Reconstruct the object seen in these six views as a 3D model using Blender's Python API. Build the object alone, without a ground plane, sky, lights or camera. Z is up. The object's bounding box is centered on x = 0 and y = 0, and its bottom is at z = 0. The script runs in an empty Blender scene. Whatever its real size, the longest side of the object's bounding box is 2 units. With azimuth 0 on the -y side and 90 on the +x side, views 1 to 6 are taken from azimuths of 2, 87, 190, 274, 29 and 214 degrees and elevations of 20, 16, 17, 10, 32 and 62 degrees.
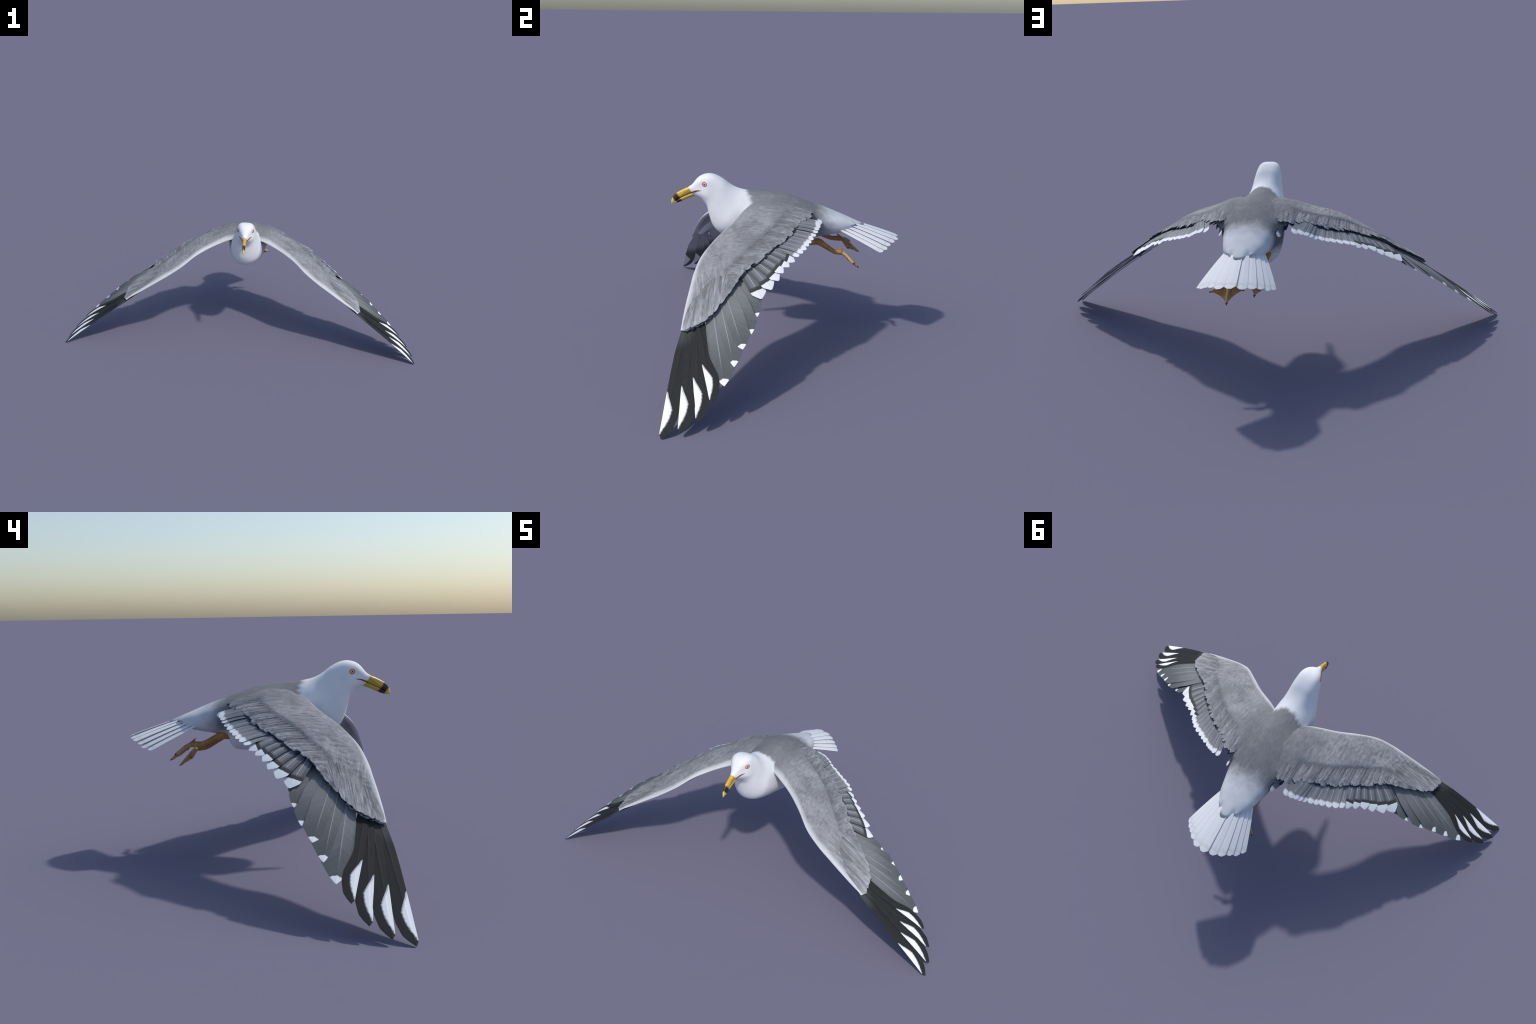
"""A gull in flight, wings on the down-stroke, built part by part."""
import bpy, bmesh, math, random
from mathutils import Vector, Matrix, noise
from mathutils.bvhtree import BVHTree

random.seed(11)
V = Vector

# ------------------------------------------------------------------ helpers
def cr(p0, p1, p2, p3, t):
    """Catmull-Rom on vectors or floats."""
    return 0.5 * ((p1 * 2) + (p2 - p0) * t + (p0 * 2 - p1 * 5 + p2 * 4 - p3) * t * t
                  + (p1 * 3 - p0 - p2 * 3 + p3) * t * t * t)

def along(pts, s):
    """Smooth point on a control polygon at index position s."""
    n = len(pts)
    s = max(0.0, min(n - 1 - 1e-6, s))
    i = int(s)
    t = s - i
    a = pts[i - 1] if i > 0 else pts[0] * 2 - pts[1]
    d = pts[i + 2] if i + 2 < n else pts[n - 1] * 2 - pts[n - 2]
    return cr(a, pts[i], pts[i + 1], d, t)

def lerp_table(tab, x):
    """Piecewise linear table [(x, y)...]."""
    if x <= tab[0][0]:
        return tab[0][1]
    for (x0, y0), (x1, y1) in zip(tab, tab[1:]):
        if x <= x1:
            return y0 + (y1 - y0) * (x - x0) / (x1 - x0)
    return tab[-1][1]

def smooth(a, b, x):
    t = max(0.0, min(1.0, (x - a) / (b - a)))
    return t * t * (3 - 2 * t)

def new_mesh(name, verts, faces, mats=(), smooth_shade=True, face_mats=None):
    me = bpy.data.meshes.new(name)
    me.from_pydata([tuple(v) for v in verts], [], faces)
    for m in mats:
        me.materials.append(m)
    if face_mats:
        for p, k in zip(me.polygons, face_mats):
            p.material_index = k
    me.polygons.foreach_set("use_smooth", [smooth_shade] * len(me.polygons))
    me.update()
    return me

def add(name, me, parent=None, mat=None):
    ob = bpy.data.objects.new(name, me)
    bpy.context.scene.collection.objects.link(ob)
    if parent is not None:
        ob.parent = parent
    if mat is not None:
        ob.matrix_local = mat
    return ob

def fix_normals(me):
    bm = bmesh.new()
    bm.from_mesh(me)
    bmesh.ops.recalc_face_normals(bm, faces=bm.faces)
    bm.to_mesh(me)
    bm.free()

# ------------------------------------------------------------------ node kit
class Kit:
    def __init__(self, name, rough=0.75, spec=0.25):
        self.m = bpy.data.materials.new(name)
        self.m.use_nodes = True
        self.nt = self.m.node_tree
        self.b = self.nt.nodes["Principled BSDF"]
        self.b.inputs["Roughness"].default_value = rough
        self.b.inputs["Specular IOR Level"].default_value = spec
        self.tc = self.nt.nodes.new("ShaderNodeTexCoord")
        sx = self.nt.nodes.new("ShaderNodeSeparateXYZ")
        self.link(self.tc.outputs["Object"], sx.inputs[0])
        self.x, self.y, self.z = sx.outputs
        self.obj = self.tc.outputs["Object"]

    def link(self, a, b):
        self.nt.links.new(a, b)

    def put(self, sock, val):
        if isinstance(val, (int, float)):
            sock.default_value = val
        elif isinstance(val, (tuple, list)):
            sock.default_value = tuple(val) + ((1.0,) if len(val) == 3 and len(sock.default_value) == 4 else ())
        else:
            self.link(val, sock)

    def math(self, op, a, b=0.0, c=None):
        n = self.nt.nodes.new("ShaderNodeMath")
        n.operation = op
        self.put(n.inputs[0], a)
        self.put(n.inputs[1], b)
        if c is not None:
            self.put(n.inputs[2], c)
        return n.outputs[0]

    def step(self, a, b, x):
        """smooth ramp 0..1 while x goes a..b (a may be > b)"""
        n = self.nt.nodes.new("ShaderNodeMapRange")
        n.interpolation_type = "SMOOTHSTEP"
        self.put(n.inputs["Value"], x)
        inv = isinstance(a, (int, float)) and isinstance(b, (int, float)) and a > b
        if inv:
            a, b = b, a
        self.put(n.inputs["From Min"], a)
        self.put(n.inputs["From Max"], b)
        n.inputs["To Min"].default_value = 1.0 if inv else 0.0
        n.inputs["To Max"].default_value = 0.0 if inv else 1.0
        return n.outputs[0]

    def mix(self, f, a, b, mode="MIX"):
        n = self.nt.nodes.new("ShaderNodeMix")
        n.data_type = "RGBA"
        n.blend_type = mode
        self.put(n.inputs[0], f)
        self.put(n.inputs[6], a)
        self.put(n.inputs[7], b)
        return n.outputs[2]

    def vec(self, x, y, z):
        n = self.nt.nodes.new("ShaderNodeCombineXYZ")
        for s, v in zip(n.inputs, (x, y, z)):
            self.put(s, v)
        return n.outputs[0]

    def scaled(self, v, scale, rot=(0, 0, 0)):
        n = self.nt.nodes.new("ShaderNodeMapping")
        self.link(v, n.inputs["Vector"])
        n.inputs["Scale"].default_value = scale
        n.inputs["Rotation"].default_value = rot
        return n.outputs[0]

    def noise(self, v, scale, detail=3.0, rough=0.55, dist=0.0):
        n = self.nt.nodes.new("ShaderNodeTexNoise")
        self.link(v, n.inputs["Vector"])
        n.inputs["Scale"].default_value = scale
        n.inputs["Detail"].default_value = detail
        n.inputs["Roughness"].default_value = rough
        n.inputs["Distortion"].default_value = dist
        return n.outputs["Fac"]

    def curve(self, x, pts):
        n = self.nt.nodes.new("ShaderNodeFloatCurve")
        c = n.mapping.curves[0]
        for i, p in enumerate(pts):
            if i < 2:
                c.points[i].location = (pts[0], pts[-1])[i]
            else:
                c.points.new(*pts[i - 1])
        n.mapping.use_clip = False
        n.mapping.update()
        self.put(n.inputs["Value"], x)
        return n.outputs[0]

    def tone(self, col, f, lo, hi):
        """multiply a colour by lo..hi as f goes 0.3..0.7"""
        k = self.nt.nodes.new("ShaderNodeMapRange")
        self.put(k.inputs["Value"], f)
        k.inputs["From Min"].default_value = 0.3
        k.inputs["From Max"].default_value = 0.7
        k.inputs["To Min"].default_value = lo
        k.inputs["To Max"].default_value = hi
        return self.mix(1.0, col, self.vec(k.outputs[0], k.outputs[0], k.outputs[0]), "MULTIPLY")

    def random(self):
        return self.nt.nodes.new("ShaderNodeObjectInfo").outputs["Random"]

    def bump(self, h, strength, dist=0.002):
        n = self.nt.nodes.new("ShaderNodeBump")
        n.inputs["Strength"].default_value = strength
        n.inputs["Distance"].default_value = dist
        self.link(h, n.inputs["Height"])
        self.link(n.outputs[0], self.b.inputs["Normal"])

    def done(self, col):
        self.put(self.b.inputs["Base Color"], col)
        return self.m

WHITE = (0.755, 0.765, 0.79)
GREY = (0.183, 0.190, 0.204)
COVERT = (0.262, 0.268, 0.286)
BLACK = (0.024, 0.026, 0.026)

# ------------------------------------------------------------------ materials
def mat_plumage():
    """white head and belly, grey mantle; coordinates are the gull's own frame"""
    k = Kit("body_plumage", 0.8, 0.15)
    ax = k.math("ABSOLUTE", k.x)
    n1 = k.noise(k.scaled(k.obj, (1, 0.35, 1)), 60, 4)
    n2 = k.noise(k.obj, 18, 3)
    wob = k.math("MULTIPLY_ADD", n1, 0.05, -0.025)
    wob2 = k.math("MULTIPLY_ADD", n2, 0.07, -0.035)
    # collar: the mantle starts behind a curved line round the neck
    coll = k.math("MULTIPLY_ADD", k.math("MULTIPLY", ax, ax), -3.0, k.y)
    front = k.step(-0.186, -0.152, k.math("ADD", coll, wob))
    rear = k.step(0.235, 0.110, k.math("ADD", k.math("ADD", k.y, wob2), k.math("MULTIPLY", wob, 0.8)))
    low = k.step(0.470, 0.535, k.math("ADD", k.z, k.math("ADD", k.math("MULTIPLY", k.y, 0.30), wob)))
    mask = k.math("MULTIPLY", k.math("MULTIPLY", front, rear), low)
    streak = k.noise(k.scaled(k.obj, (1.3, 0.3, 1)), 110, 4, 0.65)
    grey = k.tone(k.tone(k.tone(GREY, streak, 0.86, 1.14), n2, 0.88, 1.12), n1, 0.93, 1.07)
    white = k.tone(WHITE, k.noise(k.obj, 25, 3), 0.965, 1.02)
    tipgrey = k.math("MULTIPLY", k.step(0.27, 0.335, k.y), k.step(0.035, 0.02, ax))
    rump = k.math("MULTIPLY", k.step(0.05, 0.17, k.math("ADD", k.y, wob2)), k.step(0.44, 0.52, k.z))
    white = k.mix(k.math("MULTIPLY", rump, 0.75), white, k.tone((0.56, 0.585, 0.625), n2, 0.90, 1.10))
    white = k.mix(k.math("MULTIPLY", tipgrey, 0.5), white, (0.52, 0.53, 0.545))
    # faint line of the cheek under the gape
    k.bump(k.math("ADD", k.math("MULTIPLY", streak, 0.6), n1), 0.12, 0.0015)
    return k.done(k.mix(mask, white, grey))

LE_CURVE = [(0.0, -0.160), (0.12, -0.203), (0.2, -0.250), (0.24, -0.277), (0.28, -0.3096), (0.32, -0.3434),
            (0.36, -0.3703), (0.4, -0.3867), (0.48, -0.4056), (0.56, -0.4223), (0.68, -0.4406), (1.0, -0.50)]

def mat_wing():
    k = Kit("wing_plumage", 0.8, 0.15)
    ax = k.math("ABSOLUTE", k.x)
    yle = k.math("SUBTRACT", k.curve(ax, [(x, y + 1.0) for x, y in LE_CURVE]), 1.0)
    d = k.math("SUBTRACT", k.y, yle)
    n1 = k.noise(k.obj, 55, 4)
    n2 = k.noise(k.obj, 14, 3)
    streak_a = k.noise(k.scaled(k.vec(ax, k.y, k.z), (1.7, 0.34, 1.7), (0, 0, -0.25)), 80, 4, 0.62)
    # on the hand the streaks fan along the primaries
    across = k.math("ADD", k.math("MULTIPLY", ax, 0.08), k.math("ADD", k.math("MULTIPLY", k.y, 0.99), k.math("MULTIPLY", k.z, 0.15)))
    along_ = k.math("SUBTRACT", ax, k.z)
    streak_b = k.noise(k.vec(across, k.math("MULTIPLY", along_, 0.10), 0.0), 120, 4, 0.6, 0.6)
    sm = k.step(0.36, 0.50, ax)
    streak = k.math("ADD", k.math("MULTIPLY", streak_a, k.math("SUBTRACT", 1.0, sm)), k.math("MULTIPLY", streak_b, sm))
    white = k.step(0.030, 0.002, k.math("ADD", d, k.math("MULTIPLY_ADD", n1, 0.016, -0.008)))
    white = k.math("MULTIPLY", white, 0.75)
    fine = k.noise(k.scaled(k.vec(ax, k.y, k.z), (1.4, 0.6, 1.4), (0, 0, -0.3)), 170, 3, 0.6)
    col = k.tone(k.tone(k.tone(COVERT, n2, 0.80, 1.14), n1, 0.91, 1.09), fine, 0.90, 1.10)
    col = k.mix(sm, k.tone(col, streak_a, 0.76, 1.20), k.tone(col, streak_b, 0.64, 1.30))
    back = k.step(0.22, 0.09, ax)
    col = k.mix(k.math("MULTIPLY", back, 0.75), col, k.tone(k.tone(GREY, streak, 0.88, 1.12), n2, 0.9, 1.1))
    k.bump(k.math("ADD", streak, n1), 0.5, 0.003)
    return k.done(k.mix(white, col, k.tone((0.68, 0.69, 0.715), n1, 0.93, 1.05)))

def mat_underwing():
    k = Kit("underwing_plumage", 0.85, 0.1)
    n1 = k.noise(k.obj, 30, 3)
    k.bump(n1, 0.2, 0.002)
    ax = k.math("ABSOLUTE", k.x)
    yle = k.math("SUBTRACT", k.curve(ax, [(x, y + 1.0) for x, y in LE_CURVE]), 1.0)
    d = k.math("SUBTRACT", k.y, yle)
    col = k.mix(k.step(0.02, 0.075, d), WHITE, (0.60, 0.61, 0.64))
    return k.done(k.tone(col, n1, 0.94, 1.04))

def feather_base(k, shaft_w=0.007, barb=1.0):
    """common pieces: shaft mask and barb streaks, in unit feather space"""
    ax = k.math("ABSOLUTE", k.x)
    shaft = k.step(shaft_w, shaft_w * 0.5, ax)
    u = k.math("MULTIPLY_ADD", ax, -1.1, k.y)
    barbs = k.noise(k.vec(k.math("MULTIPLY", u, 90.0 * barb), k.math("MULTIPLY", k.x, 6.0),
                          k.math("MULTIPLY", k.random(), 40.0)), 1.0, 3, 0.6)
    return ax, shaft, barbs

def window_rim(k):
    """how far across the vane the white window reaches, along the feather"""
    lim = k.curve(k.y, [(0.0, 0.5), (0.63, 0.5), (0.652, 0.333), (0.70, 0.308), (0.758, 0.281), (0.79, 0.270),
                        (0.82, 0.270), (0.854, 0.275), (0.90, 0.288), (0.945, 0.305), (0.972, 0.320), (0.985, 0.5), (1.0, 0.5)])
    return k.math("SUBTRACT", lim, 0.30)

def mat_primary_dark():
    k = Kit("primary_dark", 0.75, 0.15)
    ax, shaft, barbs = feather_base(k, 0.006)
    n = k.noise(k.obj, 70, 3)
    # white window on the leading vane near the tip: slanted upper rim, feathery lower rim
    e = k.math("MULTIPLY_ADD", n, 0.014, -0.007)
    lim = window_rim(k)
    gap = k.math("SUBTRACT", k.x, lim)
    upper = k.step(0.80, 0.72, k.y)
    sharp = k.step(-0.001, 0.002, gap)
    soft = k.step(-0.004, 0.012, k.math("ADD", gap, e))
    win = k.math("ADD", k.math("MULTIPLY", sharp, upper), k.math("MULTIPLY", soft, k.math("SUBTRACT", 1.0, upper)))
    win = k.math("MULTIPLY", win, k.math("MULTIPLY", k.step(0.63, 0.64, k.y), k.step(0.982, 0.976, k.y)))
    basec = k.mix(k.step(0.34, 0.2, k.y), BLACK, (0.055, 0.06, 0.062))
    basec = k.tone(basec, barbs, 0.9, 1.15)
    rim = k.mix(k.step(0.006, 0.014, gap), (0.50, 0.51, 0.54), (0.86, 0.87, 0.89))
    rim = k.mix(upper, (0.86, 0.87, 0.89), rim)
    return k.done(k.mix(win, basec, rim))

def mat_primary_dark_under():
    k = Kit("primary_dark_underside", 0.6, 0.2)
    ax, shaft, barbs = feather_base(k, 0.006)
    n = k.noise(k.obj, 70, 3)
    win = k.step(-0.002, 0.004, k.math("SUBTRACT", k.math("MULTIPLY_ADD", n, 0.008, k.x), window_rim(k)))
    win = k.math("MULTIPLY", win, k.math("MULTIPLY", k.step(0.63, 0.64, k.y), k.step(0.982, 0.976, k.y)))
    col = k.mix(k.step(0.4, 0.62, k.y), (0.36, 0.37, 0.39), (0.095, 0.098, 0.102))
    return k.done(k.mix(win, k.tone(col, barbs, 0.92, 1.08), (0.7, 0.71, 0.73)))

def mat_primary_grey(tipped):
    k = Kit("primary_grey_tipped" if tipped else "primary_grey_plain", 0.75, 0.15)
    ax, shaft, barbs = feather_base(k, 0.0042)
    n = k.noise(k.obj, 40, 2)
    e = k.math("MULTIPLY_ADD", n, 0.02, -0.01)
    tip = k.step(0.926, 0.934, k.math("ADD", k.math("MULTIPLY_ADD", k.math("ABSOLUTE", k.x), -0.45, k.y), e))
    tip = k.math("MULTIPLY", tip, k.step(-0.055, -0.045, k.x))
    col = k.mix(k.step(0.35, 0.9, k.y), (0.185, 0.192, 0.20), (0.095, 0.105, 0.112))
    col = k.tone(col, barbs, 0.88, 1.14)
    col = k.tone(col, k.random(), 0.97, 1.06)
    edge = k.step(0.060, 0.092, k.math("ADD", k.x, k.math("MULTIPLY", k.step(0.85, 0.96, k.y), 0.03)))  # leading edge darkened: occlusion at the feather seam painted into the colour
    col = k.mix(k.math("MULTIPLY", edge, 0.45), col, (0.05, 0.053, 0.056))
    col = k.mix(k.math("MULTIPLY", shaft, k.step(0.93, 0.6, k.y)), col, (0.30, 0.31, 0.325))
    return k.done(k.mix(tip, col, (0.85, 0.86, 0.88)) if tipped else col)

def mat_secondary(outer):
    k = Kit("secondary_outer" if outer else "secondary_inner", 0.6, 0.2)
    ax, shaft, barbs = feather_base(k, 0.009 if outer else 0.007, 0.8)
    n = k.noise(k.obj, 30, 3)
    e = k.math("MULTIPLY_ADD", n, 0.03, -0.015)
    y = k.math("ADD", k.y, e)
    if outer:
        y = k.math("MULTIPLY_ADD", k.x, -0.14, y)
        tip = k.step(0.768, 0.785, y)
        col = k.mix(k.step(0.64, 0.715, y), (0.185, 0.196, 0.210), (0.055, 0.056, 0.05))
        shaft_to = k.step(0.69, 0.65, k.y)
    else:
        tip = k.step(0.78, 0.86, y)
        col = k.mix(k.step(0.45, 0.85, k.y), (0.175, 0.188, 0.208), (0.245, 0.250, 0.262))
        shaft_to = k.step(0.80, 0.70, k.y)
    col = k.tone(k.tone(col, barbs, 0.86, 1.14), k.random(), 0.97, 1.05)
    col = k.mix(k.math("MULTIPLY", k.math("MULTIPLY", shaft, shaft_to), 0.85), col, (0.55, 0.56, 0.57))
    lo = k.math("MULTIPLY", k.step(0.085, 0.115, k.x), 0.6)
    col = k.mix(lo, col, (0.06, 0.065, 0.07))
    return k.done(k.mix(tip, col, (0.86, 0.87, 0.89)))

def mat_flight_under():
    k = Kit("flight_underside", 0.7, 0.15)
    ax, shaft, barbs = feather_base(k, 0.007)
    col = k.mix(k.step(0.3, 0.8, k.y), (0.42, 0.43, 0.45), (0.26, 0.27, 0.29))
    col = k.mix(k.step(0.86, 0.92, k.y), col, (0.8, 0.81, 0.83))
    return k.done(k.tone(col, barbs, 0.92, 1.06))

def mat_covert():
    k = Kit("covert_grey", 0.8, 0.15)
    ax, shaft, barbs = feather_base(k, 0.03, 0.25)
    long = k.noise(k.vec(k.math("MULTIPLY", k.x, 22.0), k.math("MULTIPLY", k.y, 2.6),
                         k.math("MULTIPLY", k.random(), 60.0)), 1.0, 3, 0.65)
    blot = k.noise(k.vec(k.math("MULTIPLY", k.x, 9.0), k.math("MULTIPLY", k.y, 5.0), k.math("MULTIPLY", k.random(), 90.0)), 1.0, 2, 0.5)
    col = k.tone(k.tone(k.tone(COVERT, long, 0.62, 1.28), k.random(), 0.84, 1.12), blot, 0.80, 1.18)
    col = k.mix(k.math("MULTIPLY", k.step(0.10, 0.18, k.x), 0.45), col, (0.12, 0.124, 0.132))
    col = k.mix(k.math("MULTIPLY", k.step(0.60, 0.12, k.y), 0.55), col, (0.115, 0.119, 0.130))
    tip = k.math("MULTIPLY", k.step(0.8, 1.0, k.y), 0.35)
    col = k.mix(tip, col, (0.46, 0.47, 0.49))
    k.bump(k.math("ADD", long, blot), 0.35, 0.02)
    return k.done(col)

def mat_tail():
    k = Kit("tail_white", 0.7, 0.2)
    ax, shaft, barbs = feather_base(k, 0.004, 0.8)
    n = k.noise(k.obj, 60, 3)
    y = k.math("MULTIPLY_ADD", n, 0.03, k.math("MULTIPLY_ADD", ax, -0.35, k.y))
    col = k.tone((0.72, 0.735, 0.765), barbs, 0.96, 1.04)
    band = k.math("MULTIPLY", k.step(0.84, 0.905, y), k.step(0.94, 0.915, y))
    col = k.mix(k.math("MULTIPLY", band, 0.45), col, (0.55, 0.56, 0.55))
    edge = k.step(0.066, 0.082, ax)
    col = k.mix(k.math("MULTIPLY", edge, 0.35), col, (0.40, 0.42, 0.45))
    return k.done(col)

def mat_beak():
    k = Kit("beak_horn", 0.32, 0.5)
    n = k.noise(k.obj, 70, 3)
    # distance from the tip along the beak axis
    d = k.math("ADD", k.math("MULTIPLY", k.math("ADD", k.y, 0.4985), 0.80),
               k.math("MULTIPLY", k.math("SUBTRACT", k.z, 0.597), 0.60))
    d = k.math("ADD", d, k.math("MULTIPLY_ADD", n, 0.006, -0.003))
    yel = k.mix(k.step(0.03, 0.075, d), (0.72, 0.50, 0.05), (0.66, 0.40, 0.035))
    yel = k.mix(k.step(0.024, 0.012, d), yel, (0.74, 0.62, 0.14))
    p = k.math("SUBTRACT", k.math("MULTIPLY", k.math("SUBTRACT", k.z, 0.597), 0.80), k.math("MULTIPLY", k.math("ADD", k.y, 0.4985), 0.60))
    p = k.math("ADD", p, k.math("MULTIPLY_ADD", n, 0.003, -0.0015))
    olive = k.math("MULTIPLY", k.step(0.004, 0.0, p), k.step(0.03, 0.045, d))
    yel = k.mix(k.math("MULTIPLY", olive, 0.7), yel, (0.46, 0.34, 0.045))
    groove = k.math("MULTIPLY", k.step(0.0005, 0.0022, p), k.step(0.005, 0.003, p))
    yel = k.mix(k.math("MULTIPLY", groove, k.math("MULTIPLY", k.step(0.04, 0.05, d), 0.7)), yel, (0.20, 0.12, 0.02))
    yel = k.tone(yel, k.noise(k.scaled(k.obj, (1, 0.3, 1)), 120, 3), 0.85, 1.1)
    rim = k.math("MULTIPLY", k.step(0.016, 0.024, d), k.step(0.052, 0.043, d))
    ring = k.math("MULTIPLY", k.step(0.021, 0.026, d), k.step(0.047, 0.041, d))
    col = k.mix(rim, yel, (0.30, 0.10, 0.02))
    col = k.mix(ring, col, (0.022, 0.014, 0.010))
    return k.done(col)

def mat_plain(name, col, rough=0.6, var=0.1, scale=60, spec=0.3):
    k = Kit(name, rough, spec)
    n = k.noise(k.obj, scale, 3)
    k.bump(n, 0.15, 0.001)
    return k.done(k.tone(col, n, 1 - var, 1 + var))

def mat_leg():
    k = Kit("leg_skin", 0.55, 0.3)
    n = k.noise(k.obj, 45, 4)
    n2 = k.noise(k.scaled(k.obj, (1, 2.5, 2.5)), 130, 3)
    col = k.mix(k.step(0.35, 0.65, n), (0.38, 0.18, 0.045), (0.48, 0.27, 0.09))
    k.bump(n2, 0.4, 0.001)
    return k.done(k.tone(col, n2, 0.85, 1.1))

def mat_web():
    k = Kit("web_skin", 0.6, 0.25)
    n = k.noise(k.obj, 50, 4)
    n2 = k.noise(k.scaled(k.obj, (3, 1, 1)), 120, 3)
    col = k.mix(k.step(0.35, 0.65, n), (0.45, 0.215, 0.07), (0.60, 0.33, 0.12))
    return k.done(k.tone(col, n2, 0.8, 1.15))

def mat_eye():
    """object space: x points out of the head, radius 1"""
    k = Kit("eye_surface", 0.12, 0.6)
    r = k.math("SQRT", k.math("ADD", k.math("MULTIPLY", k.y, k.y), k.math("MULTIPLY", k.z, k.z)))
    n = k.noise(k.obj, 6, 3)
    iris = k.tone((0.62, 0.56, 0.30), n, 0.85, 1.12)
    iris = k.mix(k.step(0.78, 0.90, r), iris, (0.20, 0.12, 0.05))
    return k.done(k.mix(k.step(0.36, 0.30, r), iris, (0.008, 0.008, 0.01)))

M_BODY = mat_plumage()
M_WING = mat_wing()
M_UWING = mat_underwing()
M_PDARK = mat_primary_dark()
M_PDARKU = mat_primary_dark_under()
M_PGREY = mat_primary_grey(True)
M_PPLAIN = mat_primary_grey(False)
M_SOUT = mat_secondary(True)
M_SINN = mat_secondary(False)
M_FUND = mat_flight_under()
M_COV = mat_covert()
M_TAIL = mat_tail()
M_BEAK = mat_beak()
M_LEG = mat_leg()
M_WEB = mat_web()
M_TOE = mat_plain("toe_skin", (0.46, 0.30, 0.14), 0.55, 0.2, 90)
M_CLAW = mat_plain("claw_horn", (0.03, 0.022, 0.02), 0.4, 0.1)
M_EYE = mat_eye()
M_LID = mat_plain("eyelid_orange", (0.55, 0.10, 0.02), 0.5, 0.15, 200)
M_GAPE = mat_plain("gape_skin", (0.17, 0.030, 0.010), 0.5, 0.2, 150)
M_COVSHADOW = mat_plain("covert_shadow_dark", (0.030, 0.038, 0.050), 0.9, 0.3, 120, 0.05)  # near-black, to draw the shadow below the covert hem
M_UNDERCOV = mat_plain("undercovert_pale", (0.50, 0.51, 0.54), 0.85, 0.06, 25, 0.1)

# ------------------------------------------------------------------ the gull
gull = bpy.data.objects.new("flying_gull", None)
bpy.context.scene.collection.objects.link(gull)
gull["label"] = "white and grey gull flying with lowered black-tipped wings"
gull["category"] = "bird"

# ---- body: rings hung between a back line and a belly line in the x = 0 plane
# (back y, back z, belly y, belly z, half width, squareness, height of widest place 0..1)
RINGS = [
    (-0.4260, 0.6680, -0.3960, 0.6310, 0.0125, 2.2, 0.45),
    (-0.4060, 0.6820, -0.3830, 0.6270, 0.0215, 2.2, 0.45),
    (-0.3850, 0.7070, -0.3670, 0.6170, 0.0330, 2.3, 0.50),
    (-0.3640, 0.7210, -0.3550, 0.6040, 0.0410, 2.4, 0.55),
    (-0.3350, 0.7272, -0.3440, 0.5870, 0.0490, 2.4, 0.55),
    (-0.3050, 0.7220, -0.3390, 0.5640, 0.0540, 2.3, 0.52),
    (-0.2720, 0.7045, -0.3330, 0.5390, 0.0600, 2.2, 0.48),
    (-0.2430, 0.6825, -0.3240, 0.5110, 0.0665, 2.1, 0.45),
    (-0.2130, 0.6665, -0.3080, 0.4840, 0.0750, 2.1, 0.42),
    (-0.1800, 0.6572, -0.2860, 0.4660, 0.0840, 2.1, 0.40),
    (-0.1450, 0.6525, -0.2520, 0.4490, 0.0880, 2.1, 0.38),
    (-0.1100, 0.6500, -0.2050, 0.4320, 0.0920, 2.1, 0.38),
    (-0.0700, 0.6475, -0.1500, 0.4150, 0.0980, 2.1, 0.42),
    (-0.0300, 0.6430, -0.0900, 0.4000, 0.1050, 2.1, 0.48),
    (0.0100, 0.6350, -0.0300, 0.3930, 0.1110, 2.1, 0.52),
    (0.0500, 0.6215, 0.0300, 0.3900, 0.1160, 2.1, 0.56),
    (0.0850, 0.6080, 0.0780, 0.3930, 0.1190, 2.1, 0.58),
    (0.1050, 0.6010, 0.1020, 0.4040, 0.1130, 2.1, 0.60),
    (0.1250, 0.5935, 0.1220, 0.4400, 0.1050, 2.2, 0.58),
    (0.1650, 0.5790, 0.1620, 0.4535, 0.0990, 2.3, 0.52),
    (0.2050, 0.5630, 0.2020, 0.4610, 0.0900, 2.3, 0.48),
    (0.2500, 0.5440, 0.2480, 0.4690, 0.0780, 2.3, 0.45),
    (0.2860, 0.5285, 0.2700, 0.4760, 0.0640, 2.3, 0.45),
]
SEG, SUB = 48, 4

def ring_at(s):
    cols = list(zip(*RINGS))
    return [along(list(c), s) for c in cols]

def body_point(s, a):
    yt, zt, yb, zb, w, e, hw = ring_at(s)
    c, d = math.cos(a), math.sin(a)
    if d > 0:      # flat crown on the head
        e += 0.9 * smooth(1.5, 4, s) * (1 - smooth(6, 9, s))
    else:          # full flanks over the thighs
        e -= 0.12 * smooth(8, 11, s) * (1 - smooth(17, 19, s)) - 0.5 * smooth(12, 14.5, s) * (1 - smooth(16.3, 17.5, s))
    x = w * math.copysign(abs(c) ** (2 / e), c)
    h = math.copysign(abs(d) ** (2 / e), d)
    f = hw + (1 - hw) * h if h > 0 else hw + hw * h
    # shoulders swell out to meet the wings
    sh = smooth(10.0, 12.6, s) * (1 - smooth(15.5, 18.5, s))
    x *= 1 + 0.42 * sh * math.exp(-((f - 0.83) / 0.12) ** 2)
    return V((x, yb + (yt - yb) * f, zb + (zt - zb) * f))

rings = []
n_r = (len(RINGS) - 1) * SUB
for i in range(n_r + 1):
    s = i / SUB
    rings.append([body_point(s, 2 * math.pi * j / SEG) for j in range(SEG)])

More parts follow.
